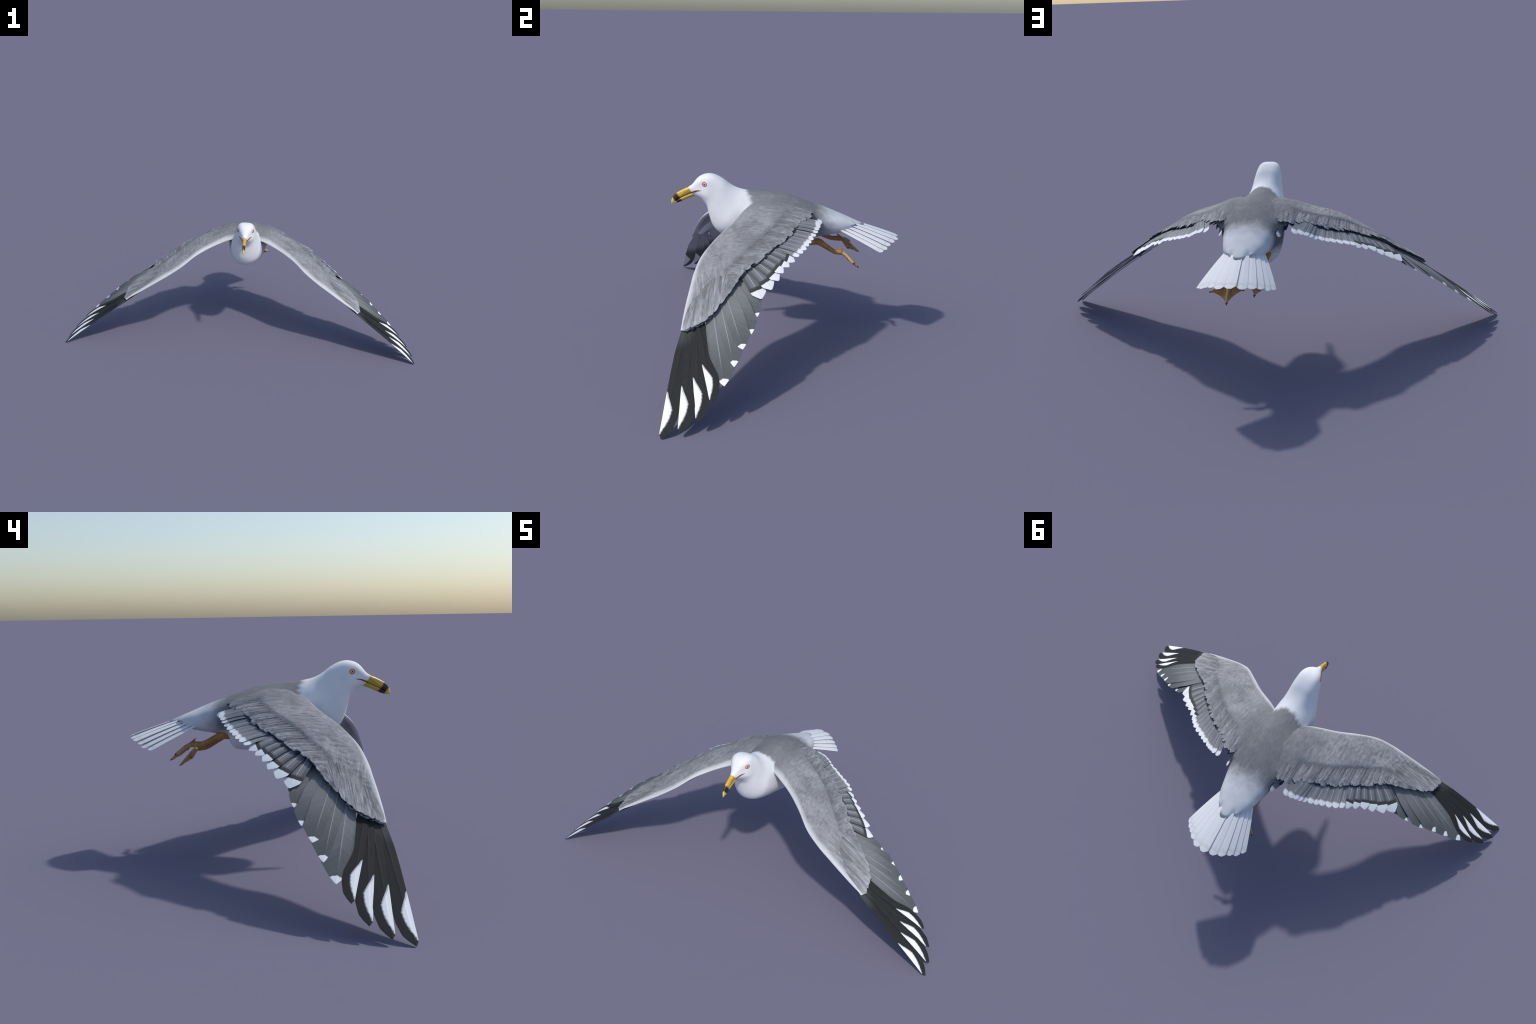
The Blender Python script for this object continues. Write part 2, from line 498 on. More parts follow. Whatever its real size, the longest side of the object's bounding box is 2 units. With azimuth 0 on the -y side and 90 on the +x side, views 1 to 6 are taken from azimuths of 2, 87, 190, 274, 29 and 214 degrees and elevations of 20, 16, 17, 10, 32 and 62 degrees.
# rump end: three-lobed upper tail coverts with folds between the lobes, closed underneath
def hem_y(x):
    ax = abs(x)
    return lerp_table([(0, .353), (.017, .348), (.033, .312), (.040, .316), (.052, .306), (.062, .288), (.075, .262), (.09, .25)], ax)
last = rings[-1]
for f in (0.35, 0.7, 1.0):
    ring = []
    for j, p in enumerate(last):
        a = 2 * math.pi * j / SEG
        up = smooth(-0.25, 0.25, math.sin(a))
        y1 = hem_y(p.x)
        y = p.y + (y1 - p.y) * f
        fold = 0.013 * math.exp(-((abs(p.x) - 0.034) / 0.010) ** 2) * smooth(0.29, 0.315, y)
        slope = -0.43 * (y - p.y)
        top = V((p.x * (1 - 0.10 * f), y, p.z + slope - fold))
        low = V((p.x * (1 - 0.25 * f), p.y + 0.02 * f, p.z + 0.008 * f))
        ring.append(low.lerp(top, up))
    rings.append(ring)

verts = [p for r in rings for p in r]
faces, tag = [], []
for i in range(len(rings) - 1):
    for j in range(SEG):
        k = (j + 1) % SEG
        faces.append((i * SEG + j, (i + 1) * SEG + j, (i + 1) * SEG + k, i * SEG + k))
        tag.append(i)
# close both ends with a fan on a middle point
c0 = len(verts)
verts.append(V((0, -0.412, 0.652)))
for j in range(SEG):
    faces.append((c0, j, (j + 1) % SEG)); tag.append(0)
c1 = len(verts)
verts.append(V((0, 0.292, 0.498)))
b0 = (len(rings) - 1) * SEG
for j in range(SEG):
    faces.append((c1, b0 + (j + 1) % SEG, b0 + j)); tag.append(len(rings) - 2)

# brow and cheek modelling on the head, thigh lumps on the belly
for i, p in enumerate(verts):
    if p.y < -0.30 and p.z > 0.62:
        sx = math.copysign(1, p.x) if abs(p.x) > 1e-4 else 0
        eye = math.exp(-((p.y + 0.360) / 0.014) ** 2 - ((p.z - 0.685) / 0.011) ** 2)
        lore = math.exp(-((p.y + 0.383) / 0.016) ** 2 - ((p.z - 0.672) / 0.012) ** 2)
        cheek = math.exp(-((p.y + 0.355) / 0.022) ** 2 - ((p.z - 0.640) / 0.014) ** 2)
        p.x += sx * (-0.0035 * eye - 0.003 * lore + 0.003 * cheek) * min(1, abs(p.x) / 0.02)

whole = new_mesh("body_whole", verts, faces)
fix_normals(whole)
vnorm = [v.normal.copy() for v in whole.vertices]
bvh = BVHTree.FromPolygons([v.co.copy() for v in whole.vertices], [tuple(p.vertices) for p in whole.polygons])
polys = [tuple(p.vertices) for p in whole.polygons]

def body_part(name, keep):
    ids, fs, index = [], [], {}
    for f, t in zip(polys, tag):
        if keep(t):
            g = []
            for v in f:
                if v not in index:
                    index[v] = len(ids); ids.append(v)
                g.append(index[v])
            fs.append(g)
    me = new_mesh(name, [whole.vertices[v].co for v in ids], fs, [M_BODY])
    me.normals_split_custom_set_from_vertices([vnorm[v] for v in ids])
    return add(name, me, gull)

HEAD_END, NECK_END = 7 * SUB, 11 * SUB
head = body_part("head", lambda t: t < HEAD_END)
neck = body_part("neck", lambda t: HEAD_END <= t < NECK_END)
torso = body_part("torso", lambda t: t >= NECK_END)
bpy.data.meshes.remove(whole)

def tube(name, pts, radii, mat, parent, seg=12, flat=1.0, up=V((0, 0, 1)), sub=5):
    """round bar through points; `flat` squashes it across `up`"""
    n = (len(pts) - 1) * sub
    P = [along(pts, i / sub) for i in range(n + 1)]
    R = [along(radii, i / sub) for i in range(n + 1)]
    vs, fs = [], []
    for i, p in enumerate(P):
        t = (P[min(n, i + 1)] - P[max(0, i - 1)]).normalized()
        a = t.cross(up).normalized()
        b = a.cross(t)
        for j in range(seg):
            q = 2 * math.pi * j / seg
            vs.append(p + a * math.cos(q) * R[i] + b * math.sin(q) * R[i] * flat)
    for i in range(n):
        for j in range(seg):
            k = (j + 1) % seg
            fs.append((i * seg + j, i * seg + k, (i + 1) * seg + k, (i + 1) * seg + j))
    fs.append(tuple(range(seg))); fs.append(tuple(range(n * seg, n * seg + seg))[::-1])
    me = new_mesh(name, vs, fs, [mat])
    fix_normals(me)
    return add(name, me, parent)

# ---- beak: two mandibles, lofted between an upper and a lower line
def mandible(name, rows, ridge):
    """rows: (upper y, upper z, lower y, lower z, half width at the cutting edge)"""
    seg, sub = 16, 5
    cols = list(zip(*rows))
    n = (len(rows) - 1) * sub
    vs, fs = [], []
    for i in range(n + 1):
        yu, zu, yl, zl, w = [along(list(c), i / sub) for c in cols]
        w = max(w, 0.0006)
        for j in range(seg):
            a = 2 * math.pi * j / seg
            x = w * math.copysign(abs(math.cos(a)) ** 0.8, math.cos(a))
            h = math.sin(a)
            f = 0.5 + 0.5 * math.copysign(abs(h) ** 0.9, h)
            if ridge > 0:           # upper mandible: widest low down, keeled culmen
                x *= 1.0 - 0.35 * f ** 1.5
                x *= 1.0 + 0.05 * math.sin(f * 9.0)
            else:
                x *= 0.75 + 0.25 * f
            vs.append(V((x, yl + (yu - yl) * f, zl + (zu - zl) * f)))
    for i in range(n):
        for j in range(seg):
            k = (j + 1) % seg
            fs.append((i * seg + j, i * seg + k, (i + 1) * seg + k, (i + 1) * seg + j))
    fs.append(tuple(range(seg))); fs.append(tuple(range(n * seg, n * seg + seg)))
    me = new_mesh(name, vs, fs, [M_BEAK])
    fix_normals(me)
    return add(name, me, head)

mandible("upper_beak", [
    (-0.4100, 0.6700, -0.3900, 0.6500, 0.0130),
    (-0.4250, 0.6690, -0.4100, 0.6440, 0.0140),
    (-0.4460, 0.6600, -0.4330, 0.6340, 0.0112),
    (-0.4670, 0.6490, -0.4560, 0.6230, 0.0096),
    (-0.4810, 0.6390, -0.4700, 0.6150, 0.0086),
    (-0.4920, 0.6260, -0.4820, 0.6060, 0.0072),
    (-0.4985, 0.6090, -0.4910, 0.5985, 0.0045),
    (-0.4978, 0.5960, -0.4960, 0.5935, 0.0012)], 1)
mandible("lower_beak", [
    (-0.3880, 0.6500, -0.3860, 0.6300, 0.0120),
    (-0.4080, 0.6450, -0.3990, 0.6290, 0.0126),
    (-0.4330, 0.6345, -0.4230, 0.6205, 0.0104),
    (-0.4560, 0.6235, -0.4460, 0.6105, 0.0090),
    (-0.4700, 0.6155, -0.4630, 0.6035, 0.0080),
    (-0.4820, 0.6065, -0.4760, 0.6000, 0.0062),
    (-0.4900, 0.5995, -0.4880, 0.5985, 0.0020)], -1)

def on_head(x, y, z, off=0.0):
    hit = bvh.find_nearest(V((x, y, z)))
    return hit[0] + hit[1] * off, hit[1]

for sgn in (1, -1):
    # eye ball sunk in the head, its ring of orange skin round it
    p, nrm = on_head(sgn * 0.042, -0.3535, 0.6878)
    out = V((sgn * 0.93, -0.34, 0.10)).normalized()
    if nrm.dot(out) > 0.5:
        out = (out + nrm).normalized()
    yv = V((0, 1, 0)); yv = (yv - out * yv.dot(out)).normalized()
    zv = out.cross(yv)
    if zv.z < 0:
        zv = -zv
    rot = Matrix((out, yv, zv)).transposed().to_4x4()
    vs, fs = [V((1, 0, 0))], []
    for i in range(1, 11):
        a = math.radians(9 * i)
        for j in range(28):
            b = 2 * math.pi * j / 28
            vs.append(V((math.cos(a), math.sin(a) * math.cos(b), math.sin(a) * math.sin(b))))
    for j in range(28):
        fs.append((0, 1 + j, 1 + (j + 1) % 28))
    for i in range(9):
        for j in range(28):
            k = (j + 1) % 28
            fs.append((1 + i * 28 + j, 1 + (i + 1) * 28 + j, 1 + (i + 1) * 28 + k, 1 + i * 28 + k))
    me = new_mesh("eye", vs, fs, [M_EYE])
    fix_normals(me)
    add("eye", me, head, Matrix.Translation(p - out * 0.0022) @ rot @ Matrix.Diagonal((0.0045, 0.0098, 0.0094, 1)))
    ring = []
    for j in range(25):
        b = 2 * math.pi * j / 24
        r = 0.0098 + 0.0010 * math.cos(2 * b)     # drawn out to front and rear corner
        q = p + yv * math.cos(b) * r + zv * math.sin(b) * 0.0092
        q2 = bvh.find_nearest(q)
        ring.append(q2[0] + q2[1] * 0.0004)
    tube("eyelid", ring, [0.0014] * 25, M_LID, head, 8, 1.0, out, 1)
    # gape: dark red line running back from the beak to below the eye, thicker at the beak
    g = [(0.0150, -0.4120, 0.6455), (0.0200, -0.4020, 0.6505), (0.0240, -0.3900, 0.6560), (0.0290, -0.3780, 0.6585), (0.0330, -0.3650, 0.6590)]
    pts = [on_head(sgn * a, b, c, 0.0001)[0] for a, b, c in g]
    tube("gape", pts, [0.0030, 0.0032, 0.0028, 0.0019, 0.0005], M_GAPE, head, 8, 1.0, V((0, 0, 1)), 4)

# ---- feathers: unit length blades, root at the origin, +y to the tip, +x leading vane
def feather_mesh(name, lead, trail, mats, thick=0.006, bow=0.02, camber=0.6, rachis=0.004, rows=26, curve=0.0, tip_bend=0.0):
    cols = [-1, -0.82, -0.55, -0.28, -0.07, 0, 0.07, 0.28, 0.55, 0.82, 1]
    ys = [i / rows for i in range(rows + 1)]
    knots = [y for y, _ in lead + trail if 0.6 < y < 1]
    ys = [y for y in ys if all(abs(y - q) > 0.006 for q in knots)]
    ys = sorted(set(ys + knots + [1 - 0.5 / rows, 1 - 0.25 / rows, 1 - 0.1 / rows]))
    nc = len(cols)
    top, bot, fs, fm = [], [], [], []
    for y in ys:
        l, t = lerp_table(lead, y), lerp_table(trail, y)
        cx = curve * 4 * y * (1 - y)
        for c in cols:
            x = c * (l if c > 0 else t)
            z = bow * 4 * y * (1 - y) - tip_bend * y ** 3 - camber * x * x / 0.1
            r = rachis * (1 - y) ** 0.6 * max(0, 1 - abs(c) / 0.07)
            e = thick * (0.25 + 0.75 * (1 - abs(c)))
            top.append(V((x + cx, y, z + e * 0.5 + r)))
            bot.append(V((x + cx, y, z - e * 0.5)))
    n = len(top)
    nr = len(ys)
    for i in range(nr - 1):
        for j in range(nc - 1):
            a, b, c, d = i * nc + j, i * nc + j + 1, (i + 1) * nc + j + 1, (i + 1) * nc + j
            fs.append((a, b, c, d)); fm.append(0)
            fs.append((n + a, n + d, n + c, n + b)); fm.append(1)
        a, d = i * nc, (i + 1) * nc
        fs.append((a, d, n + d, n + a)); fm.append(0)
        a, d = i * nc + nc - 1, (i + 1) * nc + nc - 1
        fs.append((a, n + a, n + d, d)); fm.append(0)
    for j in range(nc - 1):
        fs.append((j, n + j, n + j + 1, j + 1)); fm.append(0)
        a = (nr - 1) * nc + j
        fs.append((a, a + 1, n + a + 1, n + a)); fm.append(0)
    me = new_mesh(name, top + bot, fs, mats, True, fm)
    fix_normals(me)
    me.set_sharp_from_angle(angle=math.radians(50))
    return me

def feather_matrix(base, tip, nrm, roll=0.0, width=1.0, thick=1.0):
    """local y runs root to tip, z up from the wing, x to the leading side; roll lifts the leading edge"""
    y = tip - base
    L = y.length
    y = y / L
    x = y.cross(nrm).normalized()
    z = x.cross(y)
    c, s = math.cos(roll), math.sin(roll)
    x, z = x * c + z * s, z * c - x * s
    m = Matrix((x, y, z)).transposed().to_4x4()
    return Matrix.Translation(base) @ m @ Matrix.Diagonal((L * width, L, L * thick, 1))

ME_PDARK = feather_mesh("primary_feather_dark",
    [(0, .012), (.15, .034), (.35, .041), (.50, .037), (.65, .031), (.875, .0215), (.97, .0185), (1, .001)],
    [(0, .015), (.15, .035), (.37, .048), (.60, .064), (.75, .075), (.85, .075), (.915, .061), (.935, .055), (.968, .032), (1, .001)],
    [M_PDARK, M_PDARKU], 0.0045, 0.016, 0.03, 0.002)
ME_PGREY = feather_mesh("primary_feather_grey",
    [(0, .03), (.2, .06), (.45, .085), (.66, .090), (.87, .068), (.953, .042), (1, .003)],
    [(0, .03), (.2, .085), (.5, .122), (.84, .122), (.944, .055), (1, .003)],
    [M_PGREY, M_FUND], 0.005, 0.018, 0.02, 0.003)
ME_PPLAIN = ME_PGREY.copy()
ME_PPLAIN.materials[0] = M_PPLAIN
ME_SOUT = feather_mesh("secondary_feather_outer",
    [(0, .08), (.3, .17), (.72, .180), (.86, .160), (.93, .10), (1, .025)],
    [(0, .08), (.3, .20), (.72, .215), (.84, .20), (.92, .12), (1, .025)],
    [M_SOUT, M_FUND], 0.010, 0.045, 0.02, 0.007)
ME_SINN = feather_mesh("secondary_feather_inner",
    [(0, .06), (.3, .11), (.8, .115), (.91, .105), (.96, .08), (.985, .055), (1, .02)],
    [(0, .06), (.3, .14), (.8, .15), (.91, .13), (.96, .10), (.985, .065), (1, .02)],
    [M_SINN, M_FUND], 0.010, 0.04, 0.02, 0.006)
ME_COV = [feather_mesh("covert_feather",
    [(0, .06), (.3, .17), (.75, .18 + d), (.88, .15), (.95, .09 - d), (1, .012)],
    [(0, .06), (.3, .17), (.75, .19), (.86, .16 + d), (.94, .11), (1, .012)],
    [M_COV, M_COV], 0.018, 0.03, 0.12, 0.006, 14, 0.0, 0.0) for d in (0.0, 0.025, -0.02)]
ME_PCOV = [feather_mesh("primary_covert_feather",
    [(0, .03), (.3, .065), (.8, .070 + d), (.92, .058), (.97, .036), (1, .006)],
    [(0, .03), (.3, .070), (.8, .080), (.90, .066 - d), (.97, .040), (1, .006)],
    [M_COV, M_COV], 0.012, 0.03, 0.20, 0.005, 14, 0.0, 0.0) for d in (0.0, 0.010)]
ME_COVSHADOW = feather_mesh("covert_shadow_blade",
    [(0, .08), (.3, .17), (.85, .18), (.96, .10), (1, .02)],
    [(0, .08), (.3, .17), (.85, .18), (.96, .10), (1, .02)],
    [M_COVSHADOW, M_COVSHADOW], 0.015, 0.0, 0.05, 0.0, 10)
ME_UCOV = feather_mesh("under_covert_feather",
    [(0, .08), (.3, .20), (.75, .21), (.92, .15), (1, .015)],
    [(0, .08), (.3, .20), (.75, .21), (.92, .15), (1, .015)],
    [M_UNDERCOV, M_UNDERCOV], 0.02, 0.0, 0.05, 0.0, 12)
ME_TAIL = feather_mesh("tail_feather",
    [(0, .03), (.3, .055), (.80, .086), (.945, .092), (1, .030)],
    [(0, .03), (.3, .055), (.80, .086), (.945, .092), (1, .030)],
    [M_TAIL, M_TAIL], 0.009, 0.010, 0.03, 0.001)

# ---- wing: stations from the shoulder to the end of the hand (left wing, +x)
# leading edge, upper swell, covert ridge, covert hem
ST = [
    ((.045, -.160, .580), (.050, -.085, .628), (.055, .005, .619), (.070, .100, .585)),
    ((.115, -.202, .570), (.120, -.110, .616), (.130, -.005, .612), (.138, .098, .574)),
    ((.200, -.250, .541), (.200, -.150, .577), (.220, -.045, .574), (.214, .045, .558)),
    ((.280, -.3096, .505), (.280, -.200, .546), (.285, -.090, .550), (.280, -.004, .528)),
    ((.350, -.364, .456), (.345, -.250, .510), (.345, -.143, .521), (.350, -.056, .504)),
    ((.420, -.392, .410), (.405, -.290, .466), (.400, -.200, .483), (.410, -.112, .474)),
    ((.480, -.4056, .3726), (.465, -.330, .420), (.455, -.252, .448), (.480, -.192, .436)),
    ((.540, -.418, .336), (.528, -.360, .366), (.525, -.300, .394), (.545, -.247, .386)),
    ((.600, -.4286, .299), (.594, -.387, .319), (.594, -.340, .345), (.608, -.300, .338)),
    ((.640, -.434, .275), (.640, -.410, .287), (.645, -.380, .300), (.655, -.350, .300)),
    ((.657, -.437, .262), (.662, -.430, .265), (.668, -.422, .266), (.674, -.413, .264)),
]
LE, SW, RG, CE = [[V(p) for p in c] for c in zip(*ST)]
NS = len(ST) - 1
THICK = [.058, .056, .051, .048, .043, .036, .029, .023, .017, .012, .009]

def chord(s, t):
    """upper wing surface: s station, t 0 leading edge .. 1 covert hem"""
    return along([along(LE, s), along(SW, s), along(RG, s), along(CE, s)], t * 3) \
        + V((.38, -.10, .92)) * (0.015 * BLUNT(s) * (min(1.0, t / 0.06) ** 0.5) * (1 - smooth(0.06, 0.42, t)))

def BLUNT(s):
    """how far the front of the wing is rounded up"""
    return (1 - 0.72 * s / NS) * (1 - smooth(NS - 1.5, NS, s))

def wing_normal(s, t):
    e = 0.02
    du = chord(min(NS, s + e), t) - chord(max(0, s - e), t)
    dv = chord(s, min(1, t + e)) - chord(s, max(0, t - e))
    return du.cross(dv).normalized()

def build_arm():
    nu, nv = 150, 40
    vs, fs, fm = [], [], []
    rows = nv * 2
    for i in range(nu + 1):
        s = NS * i / nu
        T = along(THICK, s)
        for j in range(rows):
            if j <= nv:                       # upper side, nose first
                t = (j / nv) ** 1.8 * 0.965
                up = True
            else:
                t = ((rows - j) / nv) ** 1.5 * 0.965
                up = False
            p = chord(s, t)
            n = wing_normal(s, max(t, 0.03))
            if up:
                # soft lumps and streaks of the small coverts
                q = V((p.x * 1.0, p.y * 0.5, p.z)) * 70
                amp = 0.0026 * smooth(0.03, 0.2, t) * (1 - 0.6 * smooth(0.5, 0.62, t))
                p = p + n * amp * (noise.noise(q) + 0.5 * noise.noise(q * 2.3))
                # step where the lesser coverts end
                p = p + n * 0.002 * smooth(0.4, 0.62, t) * (1 - smooth(0.655, 0.668, t)) * (1 - smooth(5.5, 6.5, s))
                p = p - n * 0.0035 * smooth(0.655, 0.675, t) * smooth(1.1, 1.5, s) * (1 - smooth(6.0, 7.0, s))
            else:
                h = T * min(1.0, (t / 0.09)) ** 0.5 * (1 + 0.30 * smooth(0.09, 0.4, t)) * (1 - 0.34 * t - 0.58 * t ** 4)
                p = p - (n + V((0, -0.40, 0))).normalized() * h
            vs.append(p)
    for i in range(nu):
        for j in range(rows):
            k = (j + 1) % rows
            fs.append((i * rows + j, i * rows + k, (i + 1) * rows + k, (i + 1) * rows + j))
            fm.append(0 if j < nv + 2 or j > rows - 10 else 1)
    fs.append(tuple(range(rows))); fm.append(0)
    fs.append(tuple(range(nu * rows, nu * rows + rows))); fm.append(0)
    me = new_mesh("wing", vs, fs, [M_WING, M_UWING], True, fm)
    fix_normals(me)
    return me

ME_WING = build_arm()
HAND_N = V((.576, -.167, .80)).normalized()

def flight_feathers():
    """(name, mesh, root, tip, normal, roll, width) from the hand tip to the elbow, outer ones lowest"""
    out = []
    prim = [  # root, tip, dark?
        ((.590, -.402, .306), (.9995, -.4940, .0005), 1, 1.06),
        ((.575, -.378, .326), (.992, -.4295, .0162), 1, 1.05),
        ((.557, -.380, .341), (.9665, -.3675, .044), 1, 1.05),
        ((.542, -.385, .351), (.921, -.3185, .093), 1, 1.05),
        ((.525, -.330, .373), (.872, -.2765, .134), 0, 1.0),
        ((.505, -.305, .389), (.816, -.2403, .182), 0, 1.0),
        ((.485, -.285, .403), (.7635, -.2085, .227), 0, 1.05),
        ((.465, -.265, .416), (.7095, -.1748, .2646), 0, 1.1),
        ((.448, -.250, .424), (.642, -.1500, .309), 0, 1.2),
        ((.430, -.238, .432), (.598, -.1400, .337), 0, 1.25),
    ]
    for i, (b, t, dark, w) in enumerate(prim):
        b, t = V(b), V(t)
        b = b + HAND_N * (0.0007 * i - 0.006)
        t = t - HAND_N * (0.003 if i >= 8 else 0)
        out.append(("primary_feather", ME_PDARK if dark else ME_PPLAIN if i == 9 else ME_PGREY, b, t, HAND_N, 0.05 if dark else 0.06, w))
    # secondaries: tips follow the hem of the wing
    tips = [(.5745, -.1335, .3512), (.540, -.0925, .3765), (.5006, -.062, .4007), (.4700, -.0425, .4225),
            (.4376, -.0165, .4380), (.4094, .0075, .4500)]
    roots = [(.440, -.205, .436), (.425, -.185, .447), (.410, -.165, .458), (.395, -.145, .468), (.380, -.125, .478), (.366, -.108, .486)]
    k = 0
    for b, t in zip(roots, tips):
        b, t = V(b), V(t)
        n = V((.53, .12, .84)).normalized()
        out.append(("secondary_feather", ME_SOUT, b + n * (0.0010 * k + 0.003), t + n * (0.004 - 0.001 * k if k < 4 else 0), n, 0.06, 1.0))
        k += 1
    hem = [(.3895, .0264, .4671), (.3700, .0440, .4755), (.3450, .0600, .4825), (.3181, .0729, .4911), (.2951, .0852, .4976), (.2740, .0965, .5055),
           (.2480, .1090, .5140), (.2307, .1190, .5245), (.2149, .1256, .5330), (.1973, .1327, .5390), (.1735, .1365, .5435)]
    N = len(hem)
    for i, t in enumerate(hem):
        f = i / (N - 1)
        t = V(t)
        b = t + V((-.042 + .066 * f, -.120, .031 - .010 * f))
        n = V((.46, .28, .83)).normalized()
        out.append(("secondary_feather", ME_SINN, b + n * (0.0010 * i - 0.004), t, n, 0.05, 1.0))
    # short tertials lying against the flank
    n = V((.75, .25, .55)).normalized()
    out.append(("tertial_feather", ME_SINN, V((.125, .04, .552)), V((.1125, .150, .535)), n, 0.0, 0.8))
    out.append(("covert_shadow_blade", ME_COVSHADOW, V((.142, .06, .570)), V((.134, .110, .549)), n, 0.0, 0.8))
    return out

def covert_feathers():
    out = []
    # greater coverts: root sunk under the ridge, tip at the hem; near-black blades below model their cast shadow
    N = 30
    for i in range(N):
        s = 0.75 + (6.6 - 0.75) * (i + random.uniform(-0.3, 0.3)) / (N - 1)
        p_t, n = chord(s, 1.0), wing_normal(s, 0.85)
        p_b = chord(s + 0.06 + 0.10 * smooth(4.5, 6.5, s), 0.62)
        d = (p_t - p_b).normalized()
        t = p_t + d * random.uniform(-0.002, 0.010) - n * 0.001
        out.append(("covert_feather", random.choice(ME_COV), p_b - n * 0.0035, t + n * random.uniform(0.0035, 0.0075), n,
                    random.uniform(-0.03, 0.06), random.uniform(0.75, 1.25) * 0.105 / (t - p_b).length))
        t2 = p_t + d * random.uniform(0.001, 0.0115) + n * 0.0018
        out.append(("covert_shadow_blade", ME_COVSHADOW, t2 - d * 0.055 - n * 0.0045, t2, n, 0.0, random.uniform(1.0, 1.5)))
    # primary coverts: long narrow streaks fanning over the hand
    M = 21
    for i in range(M):
        f = i / (M - 1)
        s_t = 6.3 + 3.7 * f ** 0.85
        p_t = chord(s_t, 1.0 if f < .93 else 0.75)
        p_b = chord(5.0 + 1.9 * f + random.uniform(-.2, .2), 0.78 - 0.60 * f)
        d = (p_t - p_b).normalized()
        t = p_t + d * random.uniform(-0.006, 0.014)
        mid = wing_normal(min(9.0, 5.6 + 2.6 * f), 0.6)
        n = (HAND_N + mid).normalized()
        out.append(("primary_covert_feather", random.choice(ME_PCOV), p_b - mid * 0.007, t + HAND_N * 0.0035, n, random.uniform(0.0, 0.06), random.uniform(0.85, 1.35)))
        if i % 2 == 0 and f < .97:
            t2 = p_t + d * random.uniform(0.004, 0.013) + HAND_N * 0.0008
            out.append(("covert_shadow_blade", ME_COVSHADOW, t2 - d * 0.05, t2, HAND_N, 0.0, random.uniform(0.8, 1.4)))
    return out

def under_covert_feathers():
    out = []
    N = 30
    for i in range(N):
        s = 1.4 + (9.6 - 1.4) * i / (N - 1)
        n = wing_normal(s, 0.85)
        T = along(THICK, s)
        sb = s - 0.9 * smooth(5.5, 9.0, s)
        b = chord(sb, 0.62) - wing_normal(sb, .62) * (along(THICK, sb) * 0.86)
        t = chord(s, 1.0) - n * (T * 0.28 + 0.004)
        t = t + (t - b).normalized() * random.uniform(-0.004, 0.006)
        out.append(("under_covert_feather", ME_UCOV, b, t, n, random.uniform(-0.05, 0.05), 0.07 / (t - b).length))
    return out

MIRROR = Matrix.Diagonal((-1, 1, 1, 1))
feathers = flight_feathers() + covert_feathers() + under_covert_feathers()
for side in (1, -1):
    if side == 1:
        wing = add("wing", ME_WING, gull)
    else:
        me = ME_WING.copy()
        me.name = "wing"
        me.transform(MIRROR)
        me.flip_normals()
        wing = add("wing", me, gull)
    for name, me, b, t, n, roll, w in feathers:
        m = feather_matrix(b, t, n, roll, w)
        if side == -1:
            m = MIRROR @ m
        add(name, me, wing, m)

# ---- tail: a short fleshy base with a fan of feathers, middle one on top
vs, fs = [], []
for i in range(7):
    f = i / 6
    w = 0.070 - 0.006 * f
    y = 0.225 + 0.075 * f
    for j in range(20):
        a = 2 * math.pi * j / 20
        x = w * math.cos(a)
        vs.append(V((x, y, 0.507 - 0.014 * f - 1.9 * x * x + (0.016 - 0.010 * f) * math.sin(a))))
for i in range(6):
    for j in range(20):
        k = (j + 1) % 20
        fs.append((i * 20 + j, i * 20 + k, (i + 1) * 20 + k, (i + 1) * 20 + j))
fs.append(tuple(range(20))); fs.append(tuple(range(120, 140)))
me = new_mesh("tail", vs, fs, [M_BODY])
fix_normals(me)
tail = add("tail", me, gull)
TIPS = [V(p) for p in [(0, .505, .4450), (.041, .497, .4412), (.073, .478, .4385), (.099, .458, .4310), (.121, .437, .4210), (.1385, .415, .4155)]]
ROOTS = [V(p) for p in [(0, .262, .5270), (.018, .260, .5240), (.036, .256, .5190), (.053, .251, .5120), (.067, .246, .5040), (.0785, .240, .4960)]]
for i in (0, 1, 2, 3, 4, 5):
    for sgn in ((1,) if i == 0 else (1, -1)):
        flip = V((sgn, 1, 1))
        t = V([a * b for a, b in zip(TIPS[i], flip)])
        b = V([a * c for a, c in zip(ROOTS[i], flip)])
        jit = random.uniform(-0.003, 0.003)
        t.y += jit
        ang = sgn * (0.05 + 0.095 * i) if i else 0.06
        n = V((math.sin(ang), 0.38, math.cos(ang))).normalized()
        lift = -0.0012 * i
        add("tail_feather", ME_TAIL, tail, feather_matrix(b + n * lift, t + n * lift, n, -0.07 * sgn if i else 0, 0.95 + 0.02 * (i == 0)))

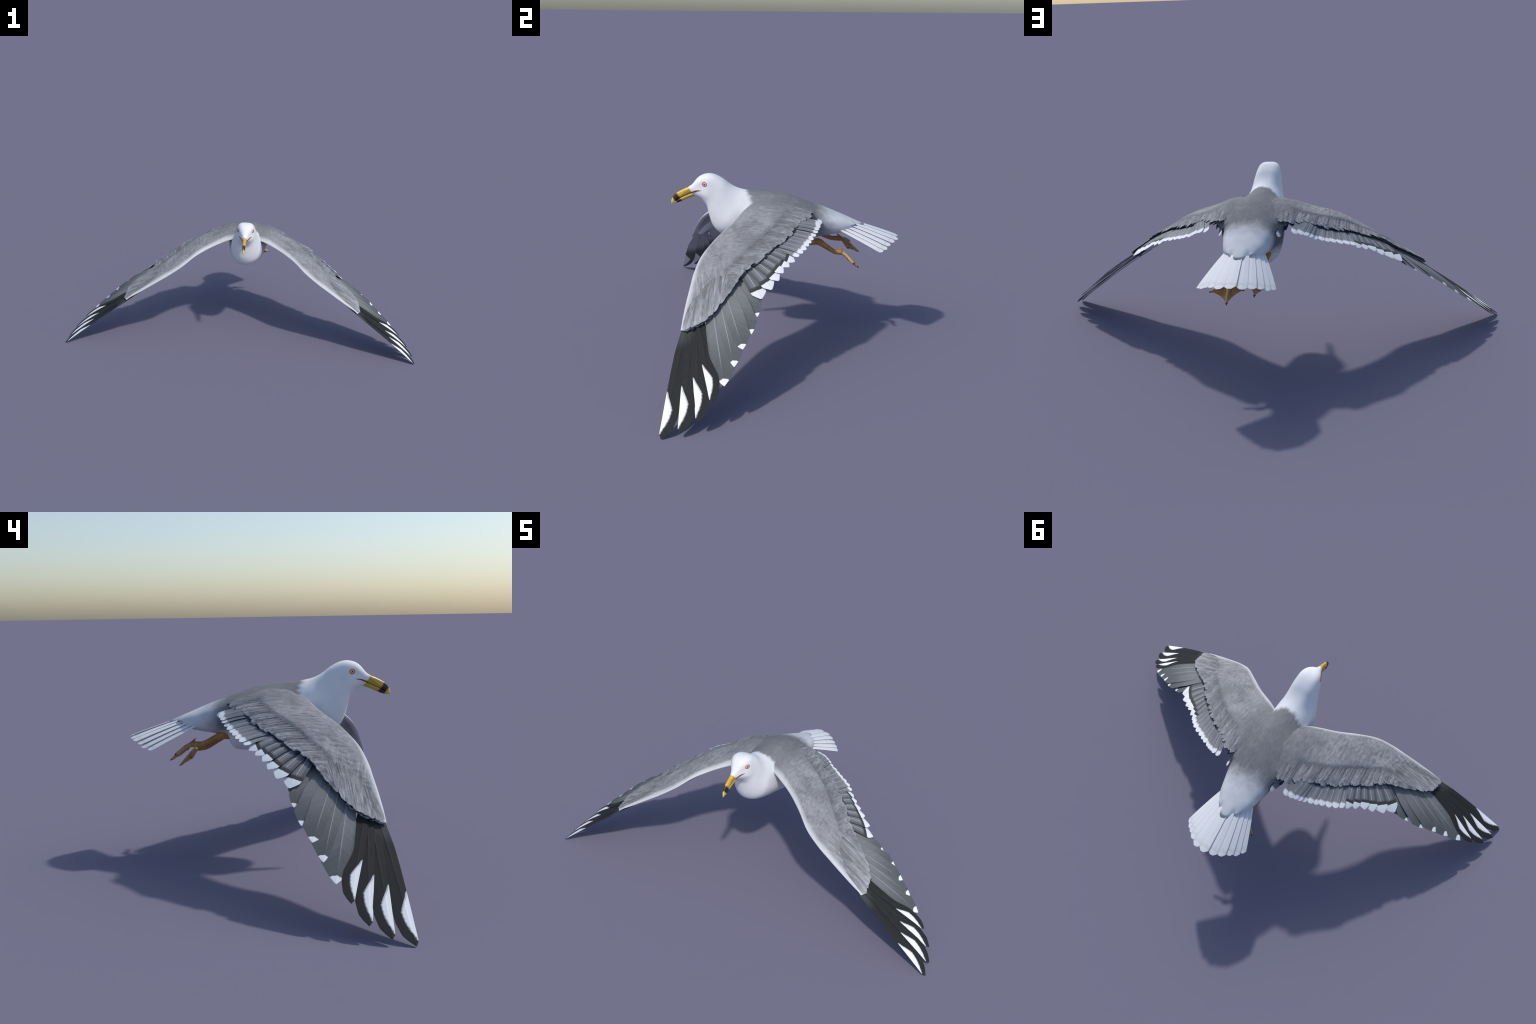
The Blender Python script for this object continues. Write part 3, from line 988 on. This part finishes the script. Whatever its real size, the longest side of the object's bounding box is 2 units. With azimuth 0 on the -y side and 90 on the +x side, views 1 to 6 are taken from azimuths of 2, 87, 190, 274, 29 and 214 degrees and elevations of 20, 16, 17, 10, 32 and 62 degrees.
# ---- legs trailing behind, each with its own pose
def leg(side, hip, ankle, mid, foot, spur, toes):
    hip, ankle, mid, foot, spur = V(hip), V(ankle), V(mid), V(foot), V(spur)
    toes = [V(t) for t in toes]          # outer, middle, inner claw tips
    lg = tube("leg", [hip, ankle.lerp(hip, 0.4), ankle, ankle.lerp(mid, 0.4), mid, foot.lerp(mid, 0.3), foot],
              [.0145, .0138, .0152, .0122, .0098, .0115, .0108], M_LEG, gull, 14)
    nplane = (toes[0] - foot).cross(toes[1] - foot).normalized()
    if nplane.z < 0:
        nplane = -nplane
    ends = []
    for t in toes:
        d = t - foot
        e = foot + d * 0.90
        kn = [foot - d.normalized() * 0.004, foot + d * 0.35 + nplane * 0.003, foot + d * 0.65 + nplane * 0.001, e]
        tube("toe", kn, [.0085, .0074, .0068, .0054], M_TOE, lg, 10)
        tube("claw", [foot + d * 0.87, foot + d * 0.94 + nplane * 0.001, t], [.0036, .0025, .0004], M_CLAW, lg, 8)
        ends.append(e)
    tube("spur", [foot.lerp(spur, 0.1), foot.lerp(spur, 0.6), spur], [.0075, .0045, .0006], M_LEG, lg, 8)
    # webs: two thin skins between the toes, free margin drawn in
    for a, b in ((0, 1), (1, 2)):
        nu, nv = 14, 12
        top, fs = [], []
        for i in range(nu + 1):
            u = i / nu
            for j in range(nv + 1):
                v = j / nv
                reach = 0.98 - 0.11 * math.sin(math.pi * v) ** 1.1
                p = foot + (ends[a] - foot).lerp(ends[b] - foot, v) * u * reach
                p = p - nplane * 0.006 * math.sin(math.pi * v) * u
                p = p + nplane * 0.0012 * noise.noise(p * 160)
                top.append(p)
        n = len(top)
        vs = [p + nplane * 0.0009 for p in top] + [p - nplane * 0.0009 for p in top]
        for i in range(nu):
            for j in range(nv):
                q = [i * (nv + 1) + j, i * (nv + 1) + j + 1, (i + 1) * (nv + 1) + j + 1, (i + 1) * (nv + 1) + j]
                fs.append(tuple(q)); fs.append(tuple(n + x for x in reversed(q)))
        rim = [(i * (nv + 1), (i + 1) * (nv + 1)) for i in range(nu)] \
            + [(i * (nv + 1) + nv, (i + 1) * (nv + 1) + nv) for i in range(nu)] \
            + [(nu * (nv + 1) + j, nu * (nv + 1) + j + 1) for j in range(nv)]
        for x, y in rim:
            fs.append((x, y, n + y, n + x))
        me = new_mesh("web", vs, fs, [M_WEB])
        fix_normals(me)
        add("web", me, lg)
    return lg

leg(1, (.066, .085, .436), (.066, .143, .437), (.061, .212, .391), (.058, .250, .385), (.058, .2355, .4085),
    [(.1302, .2955, .3503), (.0587, .3263, .3123), (-.0018, .2701, .352)])
leg(-1, (-.066, .088, .452), (-.065, .140, .453), (-.060, .212, .421), (-.058, .260, .4175), (-.058, .2395, .442),
    [(-.122, .3130, .3865), (-.0524, .3432, .3535), (.008, .2860, .3865)])
